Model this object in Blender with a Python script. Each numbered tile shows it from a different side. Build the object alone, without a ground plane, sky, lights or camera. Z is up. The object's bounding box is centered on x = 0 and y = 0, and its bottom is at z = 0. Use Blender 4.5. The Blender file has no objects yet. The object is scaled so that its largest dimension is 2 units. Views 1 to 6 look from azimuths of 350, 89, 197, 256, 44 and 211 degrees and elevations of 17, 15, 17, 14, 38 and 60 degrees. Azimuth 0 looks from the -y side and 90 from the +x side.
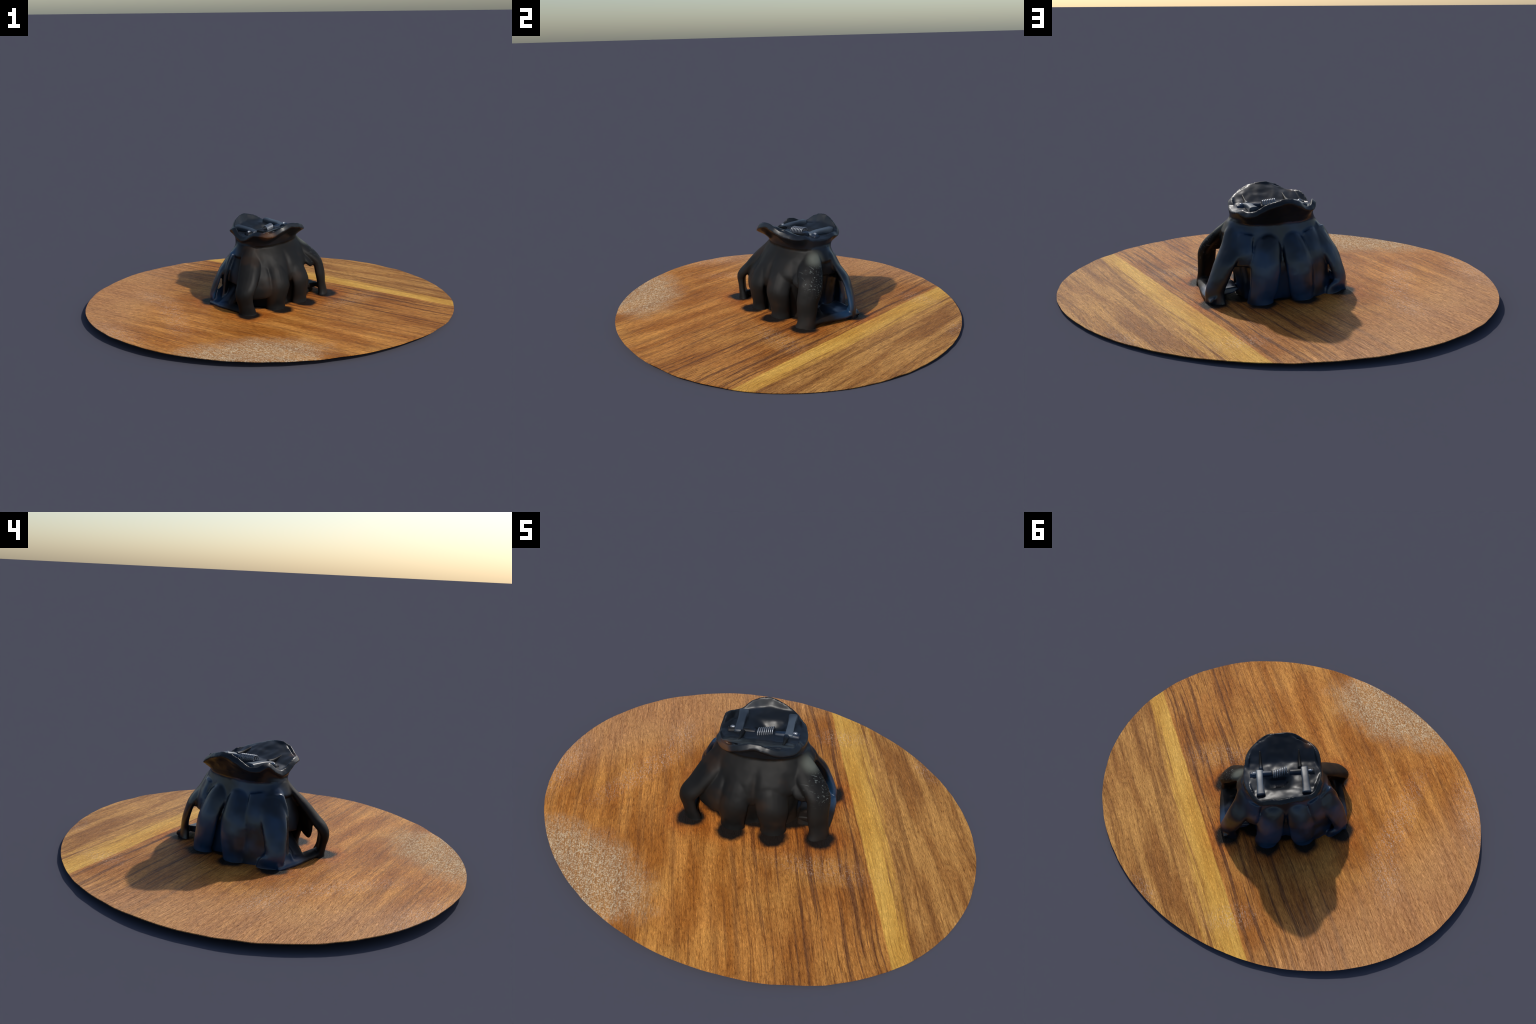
"""A glossy black octopus-style hair claw clip standing on a thin, slightly warped oval wooden board."""
import bpy, bmesh, math
import numpy as np
from mathutils import Vector, Matrix, noise

# ------------------------------------------------------------------ frames
BOARD_A, BOARD_B = 0.9965, 0.8475            # half axes of the oval board
CLIP_O = Vector((-0.010, 0.064, 0.0))        # point on the board under the hinge
CLIP_TURN = math.atan2(0.555, 0.832)         # direction of the hinge axis
CLIP_M = Matrix.Translation(CLIP_O) @ Matrix.Rotation(CLIP_TURN, 4, 'Z')
# clip frame: x along the hinge, y towards the back jaw, z up (z = 0 is the ground)


def board_height(x, y):
    """top of the board: tilted, with a gently warped rim"""
    th = math.atan2(y / BOARD_B, x / BOARD_A)
    q = min(1.0, math.hypot(x / BOARD_A, y / BOARD_B))
    z = 0.0217 + q * (-0.0144 * math.cos(th) - 0.0093 * math.sin(th))
    z += q ** 2 * (-0.0025 * math.cos(2 * th) + 0.0018 * math.sin(2 * th))
    z += q ** 3 * (-0.0012 * math.cos(3 * th) - 0.0008 * math.sin(3 * th))
    z += q ** 4 * (-0.0019 * math.cos(4 * th) + 0.0012 * math.sin(4 * th))
    return z


def link(ob, parent=None):
    bpy.context.scene.collection.objects.link(ob)
    if parent is not None:
        ob.parent = parent
    return ob


def mesh_object(name, verts, faces, parent=None, mat=None, smooth=True):
    me = bpy.data.meshes.new(name)
    me.from_pydata([tuple(v) for v in verts], [], faces)
    me.validate()
    me.update()
    if smooth:
        me.polygons.foreach_set('use_smooth', [True] * len(me.polygons))
    if mat:
        me.materials.append(mat)
    return link(bpy.data.objects.new(name, me), parent)


# ------------------------------------------------------------------ node helpers
class Nodes:
    def __init__(self, name):
        self.mat = bpy.data.materials.new(name)
        self.mat.use_nodes = True
        self.t = self.mat.node_tree
        self.t.nodes.clear()
        self.out = self.t.nodes.new('ShaderNodeOutputMaterial')
        self.bsdf = self.t.nodes.new('ShaderNodeBsdfPrincipled')
        self.t.links.new(self.bsdf.outputs[0], self.out.inputs[0])

    def put(self, sock, val):
        if isinstance(val, bpy.types.NodeSocket):
            self.t.links.new(val, sock)
        elif val is not None:
            if sock.type == 'RGBA' and len(val) == 3:
                val = (*val, 1.0)
            sock.default_value = val

    def node(self, kind, out=0, _props=None, **ins):
        n = self.t.nodes.new(kind)
        for k, v in (_props or {}).items():
            setattr(n, k, v)
        for k, v in ins.items():
            key = int(k[1:]) if k[0] == 'i' and k[1:].isdigit() else k.replace('_', ' ')
            self.put(n.inputs[key], v)
        return n.outputs[out]

    def math(self, op, a, b=None, c=None, clamp=False):
        n = self.t.nodes.new('ShaderNodeMath')
        n.operation = op
        n.use_clamp = clamp
        for i, v in enumerate((a, b, c)):
            if v is not None:
                self.put(n.inputs[i], v)
        return n.outputs[0]

    def vec(self, op, a, b=None, out=0):
        n = self.t.nodes.new('ShaderNodeVectorMath')
        n.operation = op
        self.put(n.inputs[0], a)
        if b is not None:
            self.put(n.inputs[1], b)
        return n.outputs[out]

    def step(self, x, lo, hi, smooth=True):
        n = self.t.nodes.new('ShaderNodeMapRange')
        n.interpolation_type = 'SMOOTHSTEP' if smooth else 'LINEAR'
        self.put(n.inputs[0], x)
        n.inputs[1].default_value = lo
        n.inputs[2].default_value = hi
        return n.outputs[0]

    def mix(self, f, a, b, blend='MIX'):
        n = self.t.nodes.new('ShaderNodeMix')
        n.data_type = 'RGBA'
        n.blend_type = blend
        n.clamp_factor = True
        self.put(n.inputs[0], f)
        self.put(n.inputs[6], a)
        self.put(n.inputs[7], b)
        return n.outputs[2]

    def noise(self, vector, scale, detail=2.0, rough=0.5, dist=0.0):
        n = self.t.nodes.new('ShaderNodeTexNoise')
        self.put(n.inputs['Vector'], vector)
        n.inputs['Scale'].default_value = scale
        n.inputs['Detail'].default_value = detail
        n.inputs['Roughness'].default_value = rough
        n.inputs['Distortion'].default_value = dist
        return n.outputs[0]

    def ramp(self, x, stops):
        n = self.t.nodes.new('ShaderNodeValToRGB')
        self.put(n.inputs[0], x)
        e = n.color_ramp.elements
        while len(e) < len(stops):
            e.new(0.5)
        for el, (p, c) in zip(e, stops):
            el.position = p
            el.color = (*c, 1)
        return n.outputs[0]


# feet of the clip in its own frame (x, y): outer and inner tines of both jaws
FEET = [(-0.290, -0.160), (-0.104, -0.208), (0.076, -0.212), (0.278, -0.182),
        (-0.280, 0.136), (-0.098, 0.188), (0.090, 0.188), (0.284, 0.114)]


def wood_material():
    n = Nodes('streaked_oiled_wood')
    co = n.node('ShaderNodeTexCoord', out=3)
    # grain frame: X along the grain, Y across it
    ang = math.atan2(-0.667, 0.745)
    mp = n.t.nodes.new('ShaderNodeMapping')
    mp.vector_type = 'TEXTURE'
    mp.inputs['Rotation'].default_value = (0, 0, ang)
    n.t.links.new(co, mp.inputs[0])
    # the grain bends a little on the far side of the board
    bend = n.noise(co, 1.6, 1.0)
    off = n.node('ShaderNodeCombineXYZ', i1=n.math('MULTIPLY', n.math('SUBTRACT', bend, 0.5), 0.05))
    g = n.vec('ADD', mp.outputs[0], off)
    sep = n.t.nodes.new('ShaderNodeSeparateXYZ')
    n.t.links.new(mp.outputs[0], sep.inputs[0])
    along, across = sep.outputs[0], sep.outputs[1]

    def stretched(sx, sy):
        return n.vec('MULTIPLY', g, (sx, sy, 1.0))

    broad = n.noise(stretched(1.0, 7.0), 1.7, 4.0, 0.55)
    streak = n.noise(stretched(0.5, 17.0), 2.3, 5.0, 0.65, 0.15)
    line = n.noise(stretched(3.2, 120.0), 1.4, 3.0, 0.6, 0.2)
    fibre = n.noise(stretched(20.0, 115.0), 1.6, 3.0, 0.7, 0.6)
    fleck = n.noise(stretched(34.0, 170.0), 1.5, 2.0, 0.6)
    ripple = n.noise(stretched(6.0, 46.0), 1.7, 4.0, 0.65, 0.8)
    cloud = n.noise(co, 3.2, 3.0)

    # heartwood: orange brown, with brown streaks that are strong next to the pale stripe
    heart = n.mix(n.step(broad, 0.38, 0.66), (0.40, 0.138, 0.022), (0.63, 0.262, 0.055))
    heart = n.mix(n.math('MULTIPLY', n.step(cloud, 0.46, 0.70), 0.65), heart, (0.68, 0.315, 0.070))
    near = n.math('MULTIPLY', n.step(across, -0.22, 0.10), n.math('SUBTRACT', 1.0, n.step(across, 0.42, 0.46)))
    dark = n.math('MULTIPLY', n.step(streak, 0.48, 0.62), n.math('ADD', n.math('MULTIPLY', near, 0.62), 0.34))
    heart = n.mix(dark, heart, (0.145, 0.054, 0.020))
    heart = n.mix(n.math('MULTIPLY', near, 0.25), heart, (0.27, 0.105, 0.032))
    # paler, pinker wood on the left end
    far_left = n.step(n.vec('DOT_PRODUCT', co, (-0.93, 0.36, 0), out=1), 0.42, 0.78)
    heart = n.mix(n.math('MULTIPLY', far_left, 0.6), heart, (0.56, 0.290, 0.130))

    # the golden side beyond the stripe
    gold = n.mix(n.step(broad, 0.36, 0.62), (0.34, 0.140, 0.034), (0.55, 0.270, 0.072))
    gold = n.mix(n.math('MULTIPLY', n.step(streak, 0.49, 0.62), 0.6), gold, (0.205, 0.082, 0.024))
    # pale sapwood stripe: sharp on one side, fading on the other, widening along the grain
    wob = n.math('MULTIPLY', n.math('SUBTRACT', n.noise(stretched(2.0, 1.0), 3.0, 2.0), 0.5), 0.012)
    sharp = n.math('ADD', across, wob)
    on = n.step(sharp, 0.436, 0.443)
    width = n.math('SUBTRACT', 0.552, n.math('MULTIPLY', along, 0.042))
    edge = n.math('ADD', n.math('SUBTRACT', across, width), n.math('MULTIPLY', n.math('SUBTRACT', streak, 0.5), 0.22))
    off_ = n.step(edge, -0.022, 0.028)
    sap = n.mix(n.step(broad, 0.35, 0.65), (0.62, 0.310, 0.052), (0.72, 0.400, 0.080))
    sap = n.mix(n.math('MULTIPLY', n.step(across, 0.50, 0.56), 0.35), sap, (0.50, 0.24, 0.055))
    col = n.mix(on, heart, n.mix(off_, sap, gold))

    # long fine grain lines, short fibres and pores
    col = n.mix(n.math('MULTIPLY', n.step(line, 0.50, 0.32), n.math('ADD', 0.45, n.math('MULTIPLY', near, 0.3))), col, n.mix(1.0, col, (0.52, 0.43, 0.38), 'MULTIPLY'))
    col = n.mix(n.math('MULTIPLY', n.step(line, 0.54, 0.70), 0.4), col, n.mix(1.0, col, (1.40, 1.42, 1.45), 'MULTIPLY'))
    col = n.mix(n.math('MULTIPLY', n.step(ripple, 0.52, 0.72), 0.45), col, n.mix(1.0, col, (1.35, 1.40, 1.40), 'MULTIPLY'))
    col = n.mix(n.math('MULTIPLY', n.step(ripple, 0.48, 0.28), 0.55), col, n.mix(1.0, col, (0.62, 0.52, 0.46), 'MULTIPLY'))
    col = n.mix(n.math('MULTIPLY', n.step(fibre, 0.52, 0.68), 0.7), col, n.mix(1.0, col, (1.5, 1.5, 1.6), 'MULTIPLY'))
    less = n.math('SUBTRACT', 0.75, n.math('MULTIPLY', n.math('MULTIPLY', on, n.math('SUBTRACT', 1.0, off_)), 0.5))
    col = n.mix(n.math('MULTIPLY', n.step(fibre, 0.50, 0.30), less), col, n.mix(1.0, col, (0.46, 0.38, 0.36), 'MULTIPLY'))
    col = n.mix(n.math('MULTIPLY', n.step(fleck, 0.44, 0.28), less), col, n.mix(1.0, col, (0.55, 0.46, 0.42), 'MULTIPLY'))

    # chalky, frosted finish: a worn patch at the rim, a rim scuff and a speckled arc
    grit = n.math('ADD', n.math('MULTIPLY', n.noise(n.vec('MULTIPLY', g, (60.0, 150.0, 1.0)), 1.0, 5.0, 0.85, 1.2), 0.7), n.math('MULTIPLY', n.noise(co, 150.0, 2.0, 0.7), 0.3))
    blot = n.noise(co, 9.0, 2.0)

    def patch(cx, cy, rx, ry, turn, soft):
        m = n.t.nodes.new('ShaderNodeMapping')
        m.vector_type = 'TEXTURE'
        m.inputs['Location'].default_value = (cx, cy, 0.02)
        m.inputs['Rotation'].default_value = (0, 0, turn)
        m.inputs['Scale'].default_value = (rx, ry, 1.0)
        n.t.links.new(co, m.inputs[0])
        d = n.vec('LENGTH', n.vec('MULTIPLY', m.outputs[0], (1, 1, 0)), out=1)
        d = n.math('ADD', d, n.math('MULTIPLY', n.math('SUBTRACT', blot, 0.5), 0.5))
        return n.math('SUBTRACT', 1.0, n.step(d, 1.0 - soft, 1.0 + soft * 0.4))

    frost = patch(-0.27, -0.78, 0.40, 0.225, 0.10, 0.5)
    tan = n.mix(0.6, col, (0.56, 0.33, 0.155))
    col = n.mix(n.math('MULTIPLY', frost, 0.7), col, tan)
    col = n.mix(n.math('MULTIPLY', frost, n.math('MULTIPLY', n.step(grit, 0.485, 0.575), 0.9)), col, (0.84, 0.68, 0.45))
    col = n.mix(n.math('MULTIPLY', frost, n.math('MULTIPLY', n.step(grit, 0.48, 0.40), 0.7)), col, (0.27, 0.115, 0.035))
    scuff = n.math('MAXIMUM', patch(-0.85, -0.40, 0.09, 0.26, 0.55, 0.7), n.math('MULTIPLY', patch(0.36, 0.76, 0.10, 0.04, -0.4, 0.7), 0.6))
    arc = n.math('MAXIMUM', patch(-0.55, -0.14, 0.075, 0.34, 0.05, 0.8), patch(-0.63, 0.13, 0.08, 0.15, 0.5, 0.8))
    arc = n.math('MAXIMUM', arc, n.math('MULTIPLY', patch(-0.08, 0.68, 0.13, 0.08, 0.6, 0.8), 0.8))
    arc = n.math('MAXIMUM', arc, n.math('MULTIPLY', patch(0.44, -0.06, 0.26, 0.08, 0.5, 0.8), 0.55))
    arc = n.math('MAXIMUM', arc, scuff)
    col = n.mix(n.math('MULTIPLY', arc, n.math('MULTIPLY', n.step(grit, 0.51, 0.61), 0.75)), col, (0.72, 0.54, 0.42))

    # dark area under the claw and round each foot, with a reddish fringe
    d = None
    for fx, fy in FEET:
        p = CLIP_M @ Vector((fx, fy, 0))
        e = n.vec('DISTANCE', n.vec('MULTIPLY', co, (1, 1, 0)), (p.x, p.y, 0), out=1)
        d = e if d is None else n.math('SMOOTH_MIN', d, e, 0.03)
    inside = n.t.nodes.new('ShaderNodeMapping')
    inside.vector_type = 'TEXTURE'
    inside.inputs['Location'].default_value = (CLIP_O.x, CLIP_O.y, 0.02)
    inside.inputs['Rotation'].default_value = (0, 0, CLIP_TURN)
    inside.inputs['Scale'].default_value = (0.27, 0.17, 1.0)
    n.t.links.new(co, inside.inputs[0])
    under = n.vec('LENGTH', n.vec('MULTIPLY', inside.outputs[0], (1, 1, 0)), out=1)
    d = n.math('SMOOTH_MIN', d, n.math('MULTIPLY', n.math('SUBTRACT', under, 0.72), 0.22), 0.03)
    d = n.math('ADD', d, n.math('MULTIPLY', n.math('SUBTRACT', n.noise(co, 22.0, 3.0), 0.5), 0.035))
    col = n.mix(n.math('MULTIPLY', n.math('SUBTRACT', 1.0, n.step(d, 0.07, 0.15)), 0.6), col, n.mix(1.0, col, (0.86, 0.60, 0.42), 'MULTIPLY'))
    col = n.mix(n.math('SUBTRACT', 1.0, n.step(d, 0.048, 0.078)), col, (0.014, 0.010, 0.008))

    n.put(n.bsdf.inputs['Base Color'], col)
    n.put(n.bsdf.inputs['Roughness'], n.math('ADD', 0.5, n.math('MULTIPLY', frost, 0.2)))
    n.put(n.bsdf.inputs['Specular IOR Level'], 0.10)
    h = n.math('ADD', fibre, n.math('MULTIPLY', n.math('ADD', fleck, ripple), 0.7))
    h = n.math('ADD', h, n.math('MULTIPLY', n.math('MULTIPLY', grit, frost), 1.2))
    n.put(n.bsdf.inputs['Normal'], n.node('ShaderNodeBump', Strength=1.0, Distance=0.004, Height=h))
    return n.mat


def plastic_material(name, base, tint, rough=0.40, gloss=0.32, scratches=False, painted_reflection=False):
    """glossy moulded plastic with faint cloudy colour and smudged gloss"""
    n = Nodes(name)
    co = n.node('ShaderNodeTexCoord', out=3)
    cloud = n.noise(co, 6.0, 2.0)
    col = n.mix(n.step(cloud, 0.42, 0.62), base, tint)
    r = n.math('ADD', rough - 0.06, n.math('MULTIPLY', n.noise(co, 11.0, 3.0), 0.14))
    if painted_reflection:
        # wood's brown reflection painted under one corner of the front lip
        w = n.math('ADD', n.vec('DISTANCE', co, (-0.145, -0.160, 0.405), out=1), n.math('MULTIPLY', n.math('SUBTRACT', n.noise(co, 24.0, 3.0), 0.5), 0.05))
        col = n.mix(n.math('MULTIPLY', n.math('SUBTRACT', 1.0, n.step(w, 0.030, 0.062)), 0.8), col, (0.085, 0.036, 0.012))
    if scratches:
        # faint brown reflections of the board, tinted into the plastic in patches
        col = n.mix(n.math('MULTIPLY', n.step(n.noise(co, 9.0, 2.0), 0.52, 0.70), 0.6), col, (0.022, 0.012, 0.007))
        # fine pale scuffs on the shoulder of one arm
        m = n.t.nodes.new('ShaderNodeMapping')
        m.inputs['Rotation'].default_value = (0.5, 0.9, 0.4)
        m.inputs['Scale'].default_value = (18.0, 150.0, 150.0)
        n.t.links.new(co, m.inputs[0])
        s = n.noise(m.outputs[0], 1.0, 2.0, 0.6)
        where = n.math('SUBTRACT', 1.0, n.step(n.vec('DISTANCE', co, (0.270, -0.100, 0.235), out=1), 0.05, 0.11))
        k = n.math('MULTIPLY', n.step(s, 0.58, 0.70), where)
        pale = n.math('SUBTRACT', 1.0, n.step(n.vec('DISTANCE', co, (0.212, -0.060, 0.318), out=1), 0.01, 0.062))
        col = n.mix(n.math('MULTIPLY', pale, 0.7), col, (0.125, 0.135, 0.115))
        col = n.mix(n.math('MULTIPLY', k, 0.40), col, (0.20, 0.225, 0.215))
    if scratches:
        # back jaw: blue sky sheen baked into a shinier black, fading at the hinge
        xyz = n.t.nodes.new('ShaderNodeSeparateXYZ')
        n.t.links.new(co, xyz.inputs[0])
        back = n.step(n.math('ADD', xyz.outputs[1], n.math('MULTIPLY', n.math('SUBTRACT', cloud, 0.5), 0.10)), -0.05, 0.06)
        col = n.mix(back, col, n.mix(n.step(cloud, 0.42, 0.62), (0.004, 0.007, 0.012), (0.010, 0.033, 0.076)))
        r = n.math('SUBTRACT', r, n.math('MULTIPLY', back, 0.22))
        gloss = n.math('ADD', gloss, n.math('MULTIPLY', back, 0.42))
    n.put(n.bsdf.inputs['Base Color'], col)
    n.put(n.bsdf.inputs['Roughness'], r)
    n.put(n.bsdf.inputs['Specular IOR Level'], gloss)
    n.put(n.bsdf.inputs['Normal'], n.node('ShaderNodeBump', Strength=0.12, Distance=0.004, Height=n.noise(co, 38.0, 3.0)))
    return n.mat


# ------------------------------------------------------------------ wooden board
def build_board():
    top = link(bpy.data.objects.new('wooden_board', None))
    top['label'] = 'thin oval wooden board with a pale golden stripe'
    top['category'] = 'wooden board'
    segs, rings, thick = 240, 60, 0.0035
    verts, faces = [], []

    def rim(th):
        return 1.0 + 0.0035 * noise.noise(Vector((5 * math.cos(th), 5 * math.sin(th), 3.0))) \
                   + 0.0020 * noise.noise(Vector((17 * math.cos(th), 17 * math.sin(th), 9.0)))

    def layer(drop, inset=0.0):
        idx = []
        for i in range(1, rings + 1):
            q = i / rings
            row = []
            for j in range(segs):
                th = 2 * math.pi * j / segs
                k = (q - (inset if i == rings else 0)) * (1 + (rim(th) - 1) * q ** 6)
                x, y = BOARD_A * k * math.cos(th), BOARD_B * k * math.sin(th)
                z = board_height(x, y) + 0.0012 * noise.noise(Vector((x * 5, y * 5, 0.0)))
                z += q ** 12 * 0.003 * noise.noise(Vector((9 * math.cos(th), 9 * math.sin(th), 21.0)))
                row.append(len(verts))
                verts.append((x, y, max(z - drop, 0.0 if drop else 0.0015)))
            idx.append(row)
        c = len(verts)
        verts.append((0, 0, board_height(0, 0) - drop))
        return idx, c

    up, cu = layer(0.0)
    lo, cl = layer(thick, 0.0008)
    for idx, c, flip in ((up, cu, False), (lo, cl, True)):
        for j in range(segs):
            k = (j + 1) % segs
            f = [(c, idx[0][j], idx[0][k])]
            f += [(idx[i][j], idx[i + 1][j], idx[i + 1][k], idx[i][k]) for i in range(rings - 1)]
            faces += [t[::-1] for t in f] if flip else f
    for j in range(segs):
        k = (j + 1) % segs
        faces.append((up[-1][k], up[-1][j], lo[-1][j], lo[-1][k]))
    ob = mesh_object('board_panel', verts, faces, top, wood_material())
    ob.data.set_sharp_from_angle(angle=math.radians(40))
    return top


# ------------------------------------------------------------------ clip shapes
def catmull(keys, per=10):
    """smooth curve through rows of numbers"""
    k = np.array(keys, float)
    k = np.vstack([2 * k[0] - k[1], k, 2 * k[-1] - k[-2]])
    out = []
    for i in range(1, len(k) - 2):
        p0, p1, p2, p3 = k[i - 1:i + 3]
        for t in np.arange(per) / per:
            out.append(0.5 * (2 * p1 + (p2 - p0) * t + (2 * p0 - 5 * p1 + 4 * p2 - p3) * t * t + (3 * p1 - p0 - 3 * p2 + p3) * t ** 3))
    out.append(k[-2])
    return np.array(out)


def ribbon(keys, across, n=2.4, crown=0.0, segs=24):
    """closed strap along a path; keys: x, y, z, half width, half thickness; across: width direction"""
    path = catmull(keys)
    acr = catmull(across)[:len(path)] if np.ndim(across) == 2 else np.tile(np.array(across, float), (len(path), 1))
    P, hw, ht = path[:, :3], np.maximum(path[:, 3], 0.003), np.maximum(path[:, 4], 0.003)
    T = np.gradient(P, axis=0)
    T /= np.linalg.norm(T, axis=1)[:, None]
    W = acr - (acr * T).sum(1)[:, None] * T
    W /= np.linalg.norm(W, axis=1)[:, None]
    N = np.cross(T, W)
    verts, faces = [], []
    for i in range(len(P)):
        for j in range(segs):
            a = 2 * math.pi * j / segs
            c, s = math.cos(a), math.sin(a)
            u = math.copysign(abs(c) ** (2 / n), c)
            v = math.copysign(abs(s) ** (2 / n), s)
            p = P[i] + W[i] * u * hw[i] + N[i] * (v * ht[i] - crown * (u * u - 0.4) * hw[i])
            verts.append(p)
    m = len(P)
    for i in range(m - 1):
        for j in range(segs):
            k = (j + 1) % segs
            faces.append((i * segs + j, i * segs + k, (i + 1) * segs + k, (i + 1) * segs + j))
    faces.append(tuple(range(segs))[::-1])
    faces.append(tuple((m - 1) * segs + j for j in range(segs)))
    return verts, faces


def superellipse(th, ra, rb, n):
    c, s = math.cos(th), math.sin(th)
    r = (abs(c / ra) ** n + abs(s / rb) ** n) ** (-1.0 / n)
    return r * c, r * s


# outer surface of the shell, as (z, half length, depth of front half, depth of back half) of its plan
SHELL = [(0.12, 0.272, 0.204, 0.150), (0.16, 0.272, 0.202, 0.150), (0.20, 0.266, 0.194, 0.147), (0.25, 0.250, 0.172, 0.142),
         (0.30, 0.222, 0.138, 0.130), (0.345, 0.197, 0.100, 0.120)]


def shell_plan(z, front):
    zs, ra, rf, rb = zip(*SHELL)
    return np.interp(z, zs, ra), np.interp(z, zs, rf if front else rb)


def crown_and_shell():
    """flared rim (the two grip plates in one ring), waist and shoulder as one curved wall"""
    segs, low, high, wall = 144, 16, 22, 0.019
    rows = []
    for i in range(low + high + 1):
        row = []
        for j in range(segs):
            th = 2 * math.pi * j / segs
            s, c = math.sin(th), math.cos(th)
            front = s < 0
            if i <= low:
                t = i / low
                # lower hem: high at the two side openings, low over the jaws
                open_ = 1 - min(1.0, max(0.0, (abs(s) - 0.30) / 0.28))
                open_ = open_ * open_ * (3 - 2 * open_)
                hem = 0.198 + (0.290 - 0.198) * open_
                if front:
                    hem -= 0.050 * math.exp(-(c / 0.42) ** 4)
                z = hem + (0.345 - hem) * t
                ra, rb = shell_plan(z, front)
                curl = max(0.0, 1 - t / 0.25) ** 2
                ra, rb = ra - 0.010 * curl, rb - 0.018 * curl
                if front:
                    # flutes between the tines run up the shell
                    rb -= (0.010 * math.exp(-((c + 0.05) / 0.10) ** 2) + 0.008 * math.exp(-((abs(c) - 0.70) / 0.09) ** 2)) * max(0.0, min(1.0, (0.325 - z) / 0.08))
                n = 2.1
            else:
                t = (i - low) / high
                tip = abs(s) ** 4.0
                ear = math.exp(-((abs(s) - 0.46) / 0.18) ** 2)
                if front:
                    zr = 0.386 + 0.063 * tip + 0.020 * ear + 0.008 * math.exp(-((c + 0.80) / 0.15) ** 2)
                    deep, square = 0.195, 0.5
                else:
                    # the back grip dips on one side and ends in a sharp ear on the other
                    zr = 0.386 + 0.056 * tip + 0.018 * ear + 0.014 * math.exp(-((c + 0.92) / 0.05) ** 2) * (s > 0.1)
                    zr += 0.008 * math.exp(-((c + 0.15) / 0.3) ** 2) - 0.018 * math.exp(-((c - 0.62) / 0.26) ** 2)
                    deep, square = 0.190 - 0.016 * math.exp(-((c + 0.62) / 0.16) ** 2), 0.4
                z = 0.345 + (zr - 0.345) * (t ** 0.85) + t * 0.0025 * math.sin(7 * th + 1.0)
                ra = 0.197 - 0.012 * math.sin(math.pi * t) - 0.002 * t
                waist = 0.100 if front else 0.120
                rb = waist + (deep - waist) * t ** (1.25 if front else 1.0) + t * 0.003 * math.sin(9 * th)
                ra -= 0.016 * t * max(0.0, c) ** 0.5
                z -= t * 0.012 * math.exp(-(s / 0.16) ** 2)
                n = 2.1 + square * t
            x, y = superellipse(th, ra, rb, n)
            row.append((x, y, z))
        rows.append(row)
    V = np.array(rows)
    du = np.roll(V, -1, 1) - np.roll(V, 1, 1)
    dv = np.gradient(V, axis=0)
    N = np.cross(du, dv)
    N /= np.linalg.norm(N, axis=2)[:, :, None] + 1e-9
    R = V.copy()
    R[:, :, 2] = 0
    if (N * R).sum() < 0:
        N = -N
    lip = 1 + 0.45 * np.clip((np.arange(len(V)) / (len(V) - 1) - 0.8) / 0.2, 0, 1)
    inner = V - N * (wall * lip)[:, None, None]
    m = len(V)
    verts = list(V.reshape(-1, 3)) + list(inner.reshape(-1, 3))
    o = m * segs
    faces = []
    for i in range(m - 1):
        for j in range(segs):
            k = (j + 1) % segs
            a, b, c_, d = i * segs + j, i * segs + k, (i + 1) * segs + k, (i + 1) * segs + j
            faces += [(a, b, c_, d), (o + d, o + c_, o + b, o + a)]
    for j in range(segs):
        k = (j + 1) % segs
        faces.append((o + j, o + k, k, j))
        a = (m - 1) * segs
        faces.append((a + j, a + k, o + a + k, o + a + j))
    return verts, faces


def bowl_floor():
    """the shallow dish between the grips, with a small pit behind the spring"""
    segs, rings = 96, 24
    verts, faces = [], []
    for deep in (False, True):
        for i in range(rings + 1):
            q = max(i / rings, 0.01)
            for j in range(segs):
                th = 2 * math.pi * j / segs
                x, y = superellipse(th, 0.184 * q, 0.172 * q, 2.2)
                z = 0.406 - 0.012 * q ** 4 * abs(math.cos(th)) + 0.50 * max(0.0, -y - 0.055) + 0.30 * max(0.0, y - 0.085)
                z -= 0.032 * math.exp(-((x - 0.020) / 0.055) ** 4 - ((y - 0.050) / 0.030) ** 4)
                if deep:
                    x, y, z = x * 0.97, y * 0.60, 0.335
                verts.append((x, y, z))
    m = (rings + 1) * segs
    for L in (0, m):
        for i in range(rings):
            for j in range(segs):
                k = (j + 1) % segs
                f = (L + i * segs + j, L + i * segs + k, L + (i + 1) * segs + k, L + (i + 1) * segs + j)
                faces.append(f[::-1] if L == 0 else f)
        cap = tuple(L + j for j in range(segs))
        faces.append(cap if L == 0 else cap[::-1])
    for j in range(segs):
        k = (j + 1) % segs
        faces.append((rings * segs + j, m + rings * segs + j, m + rings * segs + k, rings * segs + k))
    return verts, faces


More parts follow.
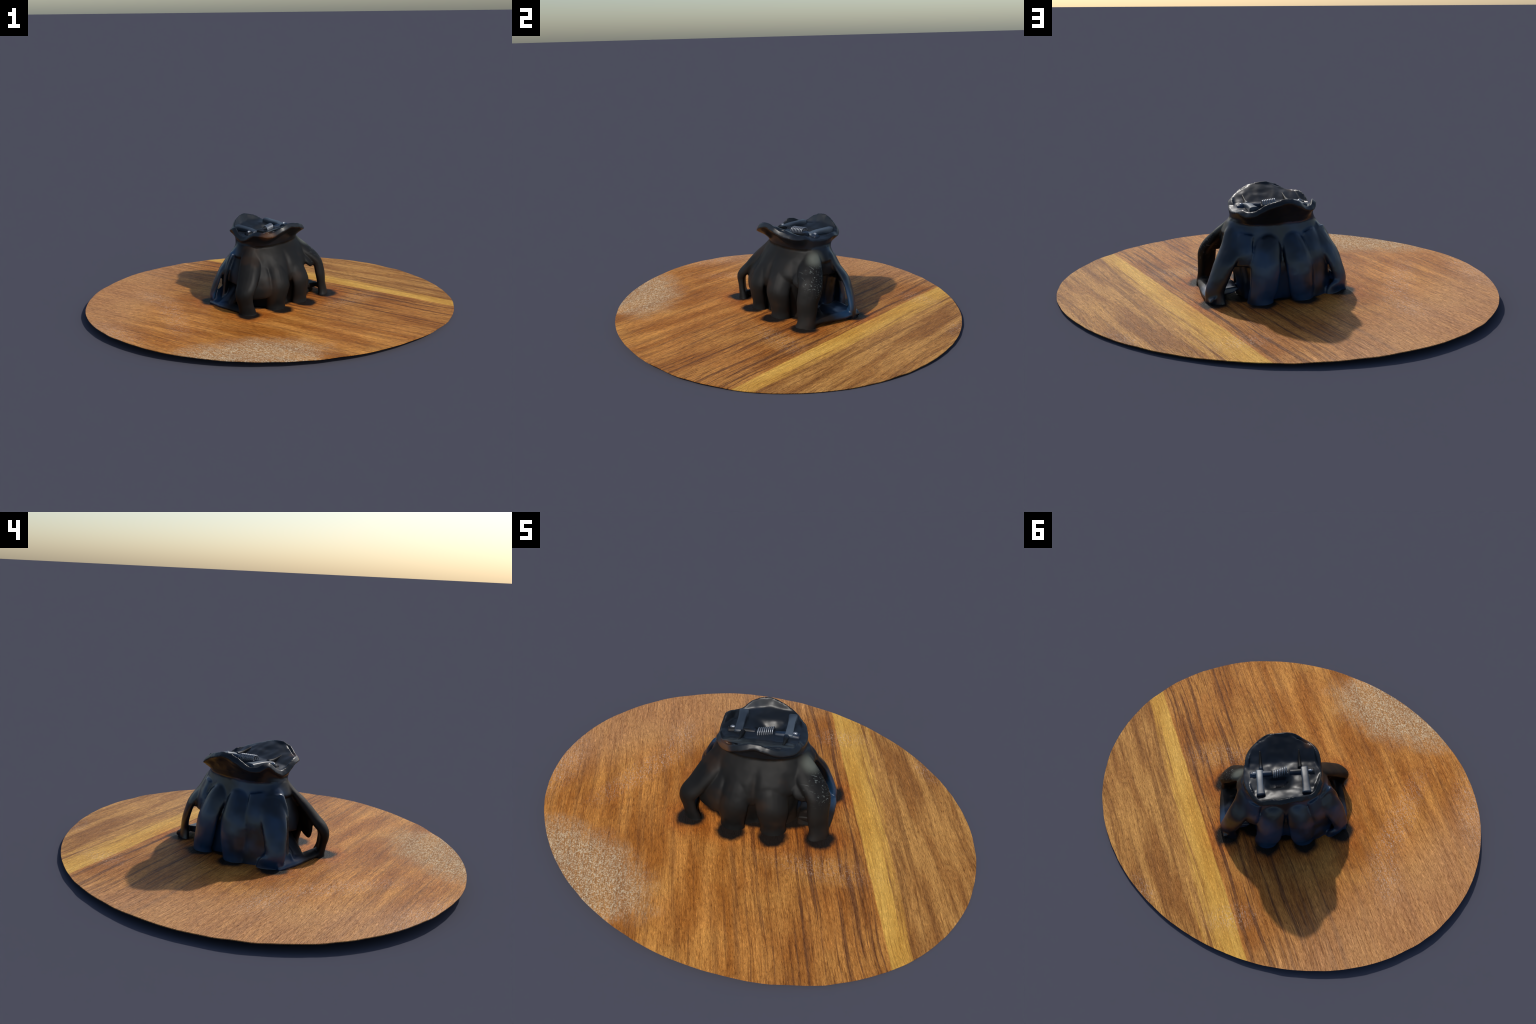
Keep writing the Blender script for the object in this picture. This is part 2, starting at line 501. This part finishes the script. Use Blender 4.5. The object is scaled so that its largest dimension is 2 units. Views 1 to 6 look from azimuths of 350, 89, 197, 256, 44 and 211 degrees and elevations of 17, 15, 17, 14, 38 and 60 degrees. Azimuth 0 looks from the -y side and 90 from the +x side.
def core():
    """webbing inside the claw that joins the inner tines and closes the shell"""
    plan = [(0.000, 0.165, 0.160, 0.150), (0.04, 0.160, 0.158, 0.156), (0.09, 0.160, 0.172, 0.164), (0.15, 0.172, 0.182, 0.164),
            (0.21, 0.190, 0.170, 0.150), (0.27, 0.196, 0.135, 0.124), (0.32, 0.190, 0.105, 0.095), (0.36, 0.180, 0.085, 0.085)]
    P = catmull(plan, 6)
    segs = 96
    verts, faces = [], []
    for z, ra, rf, rb in P:
        for j in range(segs):
            th = 2 * math.pi * j / segs
            x, y = superellipse(th, ra, rf if math.sin(th) < 0 else rb, 2.6)
            # shallow grooves run down between the tines, deepest on the centre line
            g = math.exp(-(x / 0.030) ** 2) * max(0.0, min(1.0, (0.20 - z) / 0.12))
            y *= 1 - (0.14 if y < 0 else 0.09) * g
            # ribs on the two open ends
            x *= 1 + 0.05 * math.sin(y * 70.0) * math.exp(-(y / 0.09) ** 2)
            verts.append((x, y, z))
    for i in range(len(P) - 1):
        for j in range(segs):
            k = (j + 1) % segs
            faces.append((i * segs + j, i * segs + k, (i + 1) * segs + k, (i + 1) * segs + j))
    faces += [tuple(range(segs))[::-1], tuple((len(P) - 1) * segs + j for j in range(segs))]
    return verts, faces


def clip_pieces():
    P = [crown_and_shell(), bowl_floor(), core()]
    # (side of hinge, jaw, small differences): x mirrored by sx, y by sy
    for sy in (-1, 1):
        back = sy > 0
        for sx in (-1, 1):
            # outer arm: a broad flat strap sweeping from the waist to a flared foot
            if back:
                lean = -0.014 if sx > 0 else 0.012
                inn = 0.022 if sx > 0 else 0.008
                arm = [(0.150, 0.054, 0.338, 0.038, 0.010), (0.178, 0.062, 0.302, 0.050, 0.013), (0.220 - inn, 0.086, 0.250, 0.054, 0.014),
                       (0.258 - inn, 0.104, 0.190, 0.051, 0.014), (0.274 - inn * .6, 0.114 + lean * .4, 0.130, 0.046, 0.015),
                       (0.280, 0.118 + lean, 0.075, 0.043, 0.016), (0.280, 0.120 + lean, 0.035, 0.045, 0.018), (0.278, 0.120 + lean, 0.008, 0.050, 0.022)]
                if sx < 0:
                    arm = [(x - 0.022 * (z < 0.06), y, z, w * (1.0 if z > 0.06 else 1.2), t) for x, y, z, w, t in arm]
            elif sx > 0:
                arm = [(0.150, 0.056, 0.338, 0.038, 0.010), (0.178, 0.068, 0.306, 0.051, 0.013), (0.216, 0.098, 0.256, 0.060, 0.022),
                       (0.256, 0.130, 0.198, 0.058, 0.024), (0.262, 0.150, 0.135, 0.051, 0.025),
                       (0.266, 0.158, 0.075, 0.046, 0.022), (0.270, 0.166, 0.035, 0.045, 0.020), (0.268, 0.168, 0.008, 0.052, 0.026)]
            else:
                arm = [(0.150, 0.056, 0.338, 0.038, 0.010), (0.178, 0.066, 0.304, 0.051, 0.013), (0.216, 0.092, 0.254, 0.057, 0.018),
                       (0.260, 0.122, 0.195, 0.054, 0.020), (0.302, 0.140, 0.140, 0.048, 0.022),
                       (0.298, 0.146, 0.080, 0.040, 0.017), (0.286, 0.146, 0.035, 0.044, 0.020), (0.284, 0.148, 0.008, 0.052, 0.026)]
            wid = [(-0.60, 0.62, -0.45), (-0.66, 0.68, -0.30), (-0.70, 0.70, -0.15), (-0.72, 0.68, 0), (-0.74, 0.66, 0), (-0.76, 0.6, 0),
                   (-0.8, 0.55, 0), (-0.8, 0.55, 0)]
            key = [(sx * x, sy * y, z, w, t) for x, y, z, w, t in arm]
            P.append(ribbon(key, [(sx * x, sy * y, z) for x, y, z in wid], n=2.8, crown=0.16 * sx * sy))
            # inner tine: broad, convex, bulging outwards and curling back in at the foot
            if back:
                dx = 0.0 if sx < 0 else -0.014
                tine = [(0.046, 0.098, 0.310, 0.036, 0.012), (0.066 + dx, 0.128, 0.270, 0.056, 0.018),
                        (0.080 + dx, 0.158, 0.210, 0.064, 0.020), (0.086 + dx * .7, 0.176, 0.145, 0.065, 0.021), (0.090 + dx * .5, 0.180, 0.085, 0.060, 0.021),
                        (0.094, 0.174, 0.045, 0.055, 0.023), (0.096, 0.170, 0.008, 0.058, 0.028)]
            else:
                dx = 0.012 if sx < 0 else -0.016
                tine = [(0.062, 0.118, 0.285, 0.044, 0.010), (0.072 + dx, 0.145, 0.240, 0.062, 0.015),
                        (0.082 + dx, 0.174, 0.195, 0.068, 0.017), (0.089 + dx, 0.192, 0.145, 0.070, 0.018), (0.092 + dx, 0.186, 0.095, 0.064, 0.020),
                        (0.092 + dx, 0.176, 0.050, 0.056, 0.022), (0.092 + dx, 0.174, 0.008, 0.058, 0.028)]
            key = [(sx * x, sy * y, z, w, t) for x, y, z, w, t in tine]
            P.append(ribbon(key, (1.0, -0.25 * sx * sy, 0.0), crown=0.30 * sy * -1.0))
    # web that closes the claw behind one back arm
    P.append(ribbon([(-0.190, 0.062, 0.300, 0.050, 0.016), (-0.210, 0.074, 0.240, 0.062, 0.016), (-0.222, 0.082, 0.160, 0.066, 0.016),
                     (-0.228, 0.088, 0.080, 0.068, 0.018), (-0.232, 0.090, 0.012, 0.070, 0.022)], (-0.80, -0.60, 0)))
    # short curtain high inside the other open end
    P.append(ribbon([(0.190, -0.006, 0.318, 0.056, 0.012), (0.204, -0.006, 0.275, 0.070, 0.014), (0.206, -0.004, 0.225, 0.066, 0.012)], (0, 1, 0)))
    # longer curtain in the end with the closed corner; a hole stays open below it
    P.append(ribbon([(-0.190, 0.008, 0.318, 0.056, 0.012), (-0.208, 0.012, 0.265, 0.076, 0.014), (-0.226, 0.016, 0.205, 0.084, 0.014), (-0.236, 0.022, 0.150, 0.072, 0.012)], (0, 1, 0)))
    # web at the shoulder above the round hollow beside the scuffed arm
    P.append(ribbon([(0.160, -0.066, 0.310, 0.030, 0.010), (0.192, -0.102, 0.255, 0.056, 0.014), (0.206, -0.132, 0.210, 0.060, 0.014), (0.212, -0.142, 0.184, 0.030, 0.010)], (0.93, 0.36, 0)))
    # low wall closing the bottom of that hollow
    P.append(ribbon([(0.214, -0.070, 0.082, 0.020, 0.008), (0.218, -0.080, 0.066, 0.048, 0.014), (0.220, -0.090, 0.012, 0.058, 0.022)], (0.98, 0.2, 0)))
    # webs between the inner tines and the arms of the back jaw
    P.append(ribbon([(-0.140, 0.098, 0.305, 0.034, 0.012), (-0.172, 0.124, 0.220, 0.050, 0.016), (-0.182, 0.134, 0.140, 0.054, 0.016), (-0.186, 0.138, 0.050, 0.056, 0.018),
                     (-0.186, 0.138, 0.012, 0.056, 0.018)], (0.85, 0.50, 0)))
    P.append(ribbon([(0.138, 0.098, 0.305, 0.034, 0.012), (0.162, 0.120, 0.230, 0.048, 0.016), (0.166, 0.126, 0.175, 0.044, 0.014)], (0.85, -0.50, 0)))
    # sloping floors that rise from the end bars into the claw, with a few ribs
    for sx, y0, y1, up, top_ in ((1, -0.120, 0.095, 0.054, 0.066), (-1, -0.040, 0.115, 0.094, 0.090)):
        keys = [(sx * 0.236, y0 + (y1 - y0) * k / 6, up + 0.006 * math.sin(k * 2.4), top_, 0.014) for k in range(7)]
        P.append(ribbon(keys, (sx * 0.80, 0, -0.10 if sx > 0 else -0.72)))
    # web behind the slot beside one front arm; it ends above the board
    P.append(ribbon([(-0.150, -0.082, 0.290, 0.034, 0.012), (-0.190, -0.126, 0.215, 0.060, 0.016), (-0.204, -0.150, 0.155, 0.062, 0.016),
                     (-0.204, -0.152, 0.115, 0.058, 0.014), (-0.202, -0.150, 0.096, 0.048, 0.010)], (0.80, -0.50, 0)))
    # low bars that close the claw at both ends
    for sx in (-1, 1):
        bar = [(sx * 0.285, -0.140, 0.042, 0.024, 0.013), (sx * 0.296, -0.06, 0.044, 0.024, 0.012), (sx * 0.297, 0.04, 0.042, 0.025, 0.013), (sx * 0.284, 0.130, 0.034, 0.026, 0.015)]
        P.append(ribbon(bar, (1, 0, -0.45 * sx)))
    return P


def fused(pieces, voxel=0.0040, relax=9):
    """join overlapping closed pieces into one skin"""
    verts, faces = [], []
    for v, f in pieces:
        o = len(verts)
        verts += [tuple(p) for p in v]
        faces += [tuple(o + i for i in q) for q in f]
    ob = mesh_object('fuse_helper', verts, faces)
    bm = bmesh.new()
    bm.from_mesh(ob.data)
    bmesh.ops.recalc_face_normals(bm, faces=bm.faces)
    bm.to_mesh(ob.data)
    bm.free()
    m = ob.modifiers.new('skin', 'REMESH')
    m.mode = 'VOXEL'
    m.voxel_size = voxel
    s = ob.modifiers.new('relax', 'SMOOTH')
    s.factor = 0.5
    s.iterations = relax
    dg = bpy.context.evaluated_depsgraph_get()
    me = bpy.data.meshes.new_from_object(ob.evaluated_get(dg))
    bpy.data.objects.remove(ob)
    return me


def region(c):
    """which named part of the clip a point of the skin belongs to"""
    x, y, z = c
    side = 'front' if y < 0 else 'back'
    if z > 0.352:
        if abs(y) < 0.030:
            return 'hinge_housing', side * 0
        return 'grip_plate', side
    r = abs(x)
    if abs(y) < 0.045 and z < 0.08 and r > 0.2:
        return 'end_bar', 'left' if x < 0 else 'right'
    if z > 0.262:
        return 'jaw', side
    if r > 0.150 + 0.02 * (z < 0.15):
        return 'arm', side + str(x < 0)
    return 'tine', side + str(x < 0)


def build_clip():
    top = link(bpy.data.objects.new('hair_claw_clip', None))
    top['label'] = 'glossy black octopus-style hair claw clip'
    top['category'] = 'hair clip'
    top.matrix_world = CLIP_M
    skin = fused(clip_pieces())
    n = len(skin.vertices)
    co = np.empty(n * 3)
    skin.vertices.foreach_get('co', co)
    co = co.reshape(-1, 3)
    # hand-made irregularity: soft lumps, and a wavy, slightly chipped rim
    for i in range(n):
        p = Vector(co[i])
        d = noise.noise_vector(p * 14.0) * 0.0030 + noise.noise_vector(p * 40.0) * 0.0005
        if p.z > 0.38:
            d = d + Vector((0, 0, 0.003)) * noise.noise(p * 30.0)
        q = p + d
        w = CLIP_M @ q
        q.z = max(q.z, board_height(w.x, w.y) - 0.002)
        co[i] = q
    skin.vertices.foreach_set('co', co.ravel())
    skin.update()
    nor = np.empty(n * 3)
    skin.vertices.foreach_get('normal', nor)
    nor = nor.reshape(-1, 3)
    groups = {}
    for p in skin.polygons:
        groups.setdefault(region(p.center), []).append(tuple(p.vertices))
    black = plastic_material('satin_black_plastic', (0.006, 0.006, 0.006), (0.009, 0.0085, 0.008), rough=0.52, gloss=0.14, scratches=True)
    shiny = plastic_material('glossy_black_plastic', (0.007, 0.009, 0.012), (0.010, 0.014, 0.021), rough=0.36, gloss=0.32, painted_reflection=True)
    for (name, which), faces in sorted(groups.items()):
        used = sorted({v for f in faces for v in f})
        at = {v: i for i, v in enumerate(used)}
        mat = shiny if name in ('grip_plate', 'hinge_housing') else black
        ob = mesh_object(name, co[used], [tuple(at[v] for v in f) for f in faces], top, mat)
        ob.data.normals_split_custom_set_from_vertices([tuple(v) for v in nor[used]])
    bpy.data.meshes.remove(skin)

    # ---- hinge: ribs, barrels, pins and the coil spring
    pale = plastic_material('black_plastic_lightened_for_glints', (0.022, 0.030, 0.042), (0.060, 0.078, 0.100), rough=0.42, gloss=0.5)  # base colour raised to carry the bright glints on the rib tops
    ribs = [[(0.106, -0.015, 0.404, 0.018, 0.012), (0.106, 0.030, 0.412, 0.016, 0.012), (0.105, 0.075, 0.412, 0.016, 0.014), (0.104, 0.118, 0.410, 0.021, 0.018)],
            [(-0.104, -0.020, 0.404, 0.018, 0.012), (-0.105, 0.030, 0.412, 0.017, 0.012), (-0.106, 0.075, 0.412, 0.018, 0.014), (-0.107, 0.118, 0.410, 0.022, 0.018)]]
    for keys in ribs:
        v, f = ribbon(keys, (1, 0, 0), n=4.0)
        mesh_object('rib', v, f, top, pale)
    for x in (0.098, -0.085):
        v, f = ribbon([(x, -0.020, 0.393, 0.012, 0.026), (x, -0.060, 0.396, 0.008, 0.024), (x, -0.115, 0.416, 0.005, 0.016)], (1, 0, 0), n=3.0)
        mesh_object('rib', v, f, top, black)
    v, f = ribbon([(0.048, -0.062, 0.400, 0.006, 0.008), (0.048, -0.090, 0.408, 0.007, 0.008), (0.048, -0.120, 0.422, 0.007, 0.008)], (1, 0, 0), n=3.0)  # narrow paler strip on the front wall of the bowl
    mesh_object('rib', v, f, top, pale)
    for x0, x1 in ((0.046, 0.150), (-0.034, -0.150)):
        v, f = ribbon([(x0, 0, 0.400, 0.014, 0.014), ((x0 + x1) / 2, 0, 0.400, 0.016, 0.016), (x1, 0, 0.396, 0.018, 0.016)], (0, 1, 0), n=2.0)
        mesh_object('hinge_barrel', v, f, top, black)
    steel = Nodes('dull_spring_steel')
    co_ = steel.node('ShaderNodeTexCoord', out=3)
    steel.put(steel.bsdf.inputs['Base Color'], steel.mix(steel.noise(co_, 60.0), (0.14, 0.15, 0.17), (0.32, 0.34, 0.37)))
    steel.put(steel.bsdf.inputs['Metallic'], 0.6)
    steel.put(steel.bsdf.inputs['Roughness'], 0.35)
    for x in (0.131, -0.132):
        v, f = ribbon([(x - 0.008, 0.002, 0.411, 0.006, 0.006), (x, 0.002, 0.413, 0.007, 0.007), (x + 0.008, 0.002, 0.411, 0.006, 0.006)], (0, 1, 0), n=2.0)
        mesh_object('hinge_pin', v, f, top, steel.mat)
    turns, wire, rad, seg = 8, 0.0026, 0.018, 20
    keys, verts, faces = [], [], []
    total = turns * seg
    for i in range(total + 1):
        a = 2 * math.pi * i / seg
        t = i / total
        x = 0.040 - 0.066 * t
        c = Vector((x, 0.010 - 0.022 * t + rad * math.cos(a), 0.408 + rad * math.sin(a)))
        rdir = Vector((0, math.cos(a), math.sin(a)))
        for j in range(8):
            b = 2 * math.pi * j / 8
            verts.append(c + rdir * wire * math.cos(b) + Vector((1, 0, 0)) * wire * math.sin(b))
    for i in range(total):
        for j in range(8):
            k = (j + 1) % 8
            faces.append((i * 8 + j, (i + 1) * 8 + j, (i + 1) * 8 + k, i * 8 + k))
    faces += [tuple(range(8)), tuple(total * 8 + j for j in range(8))[::-1]]
    mesh_object('coil_spring', verts, faces, top, steel.mat)
    return top


build_board()
build_clip()
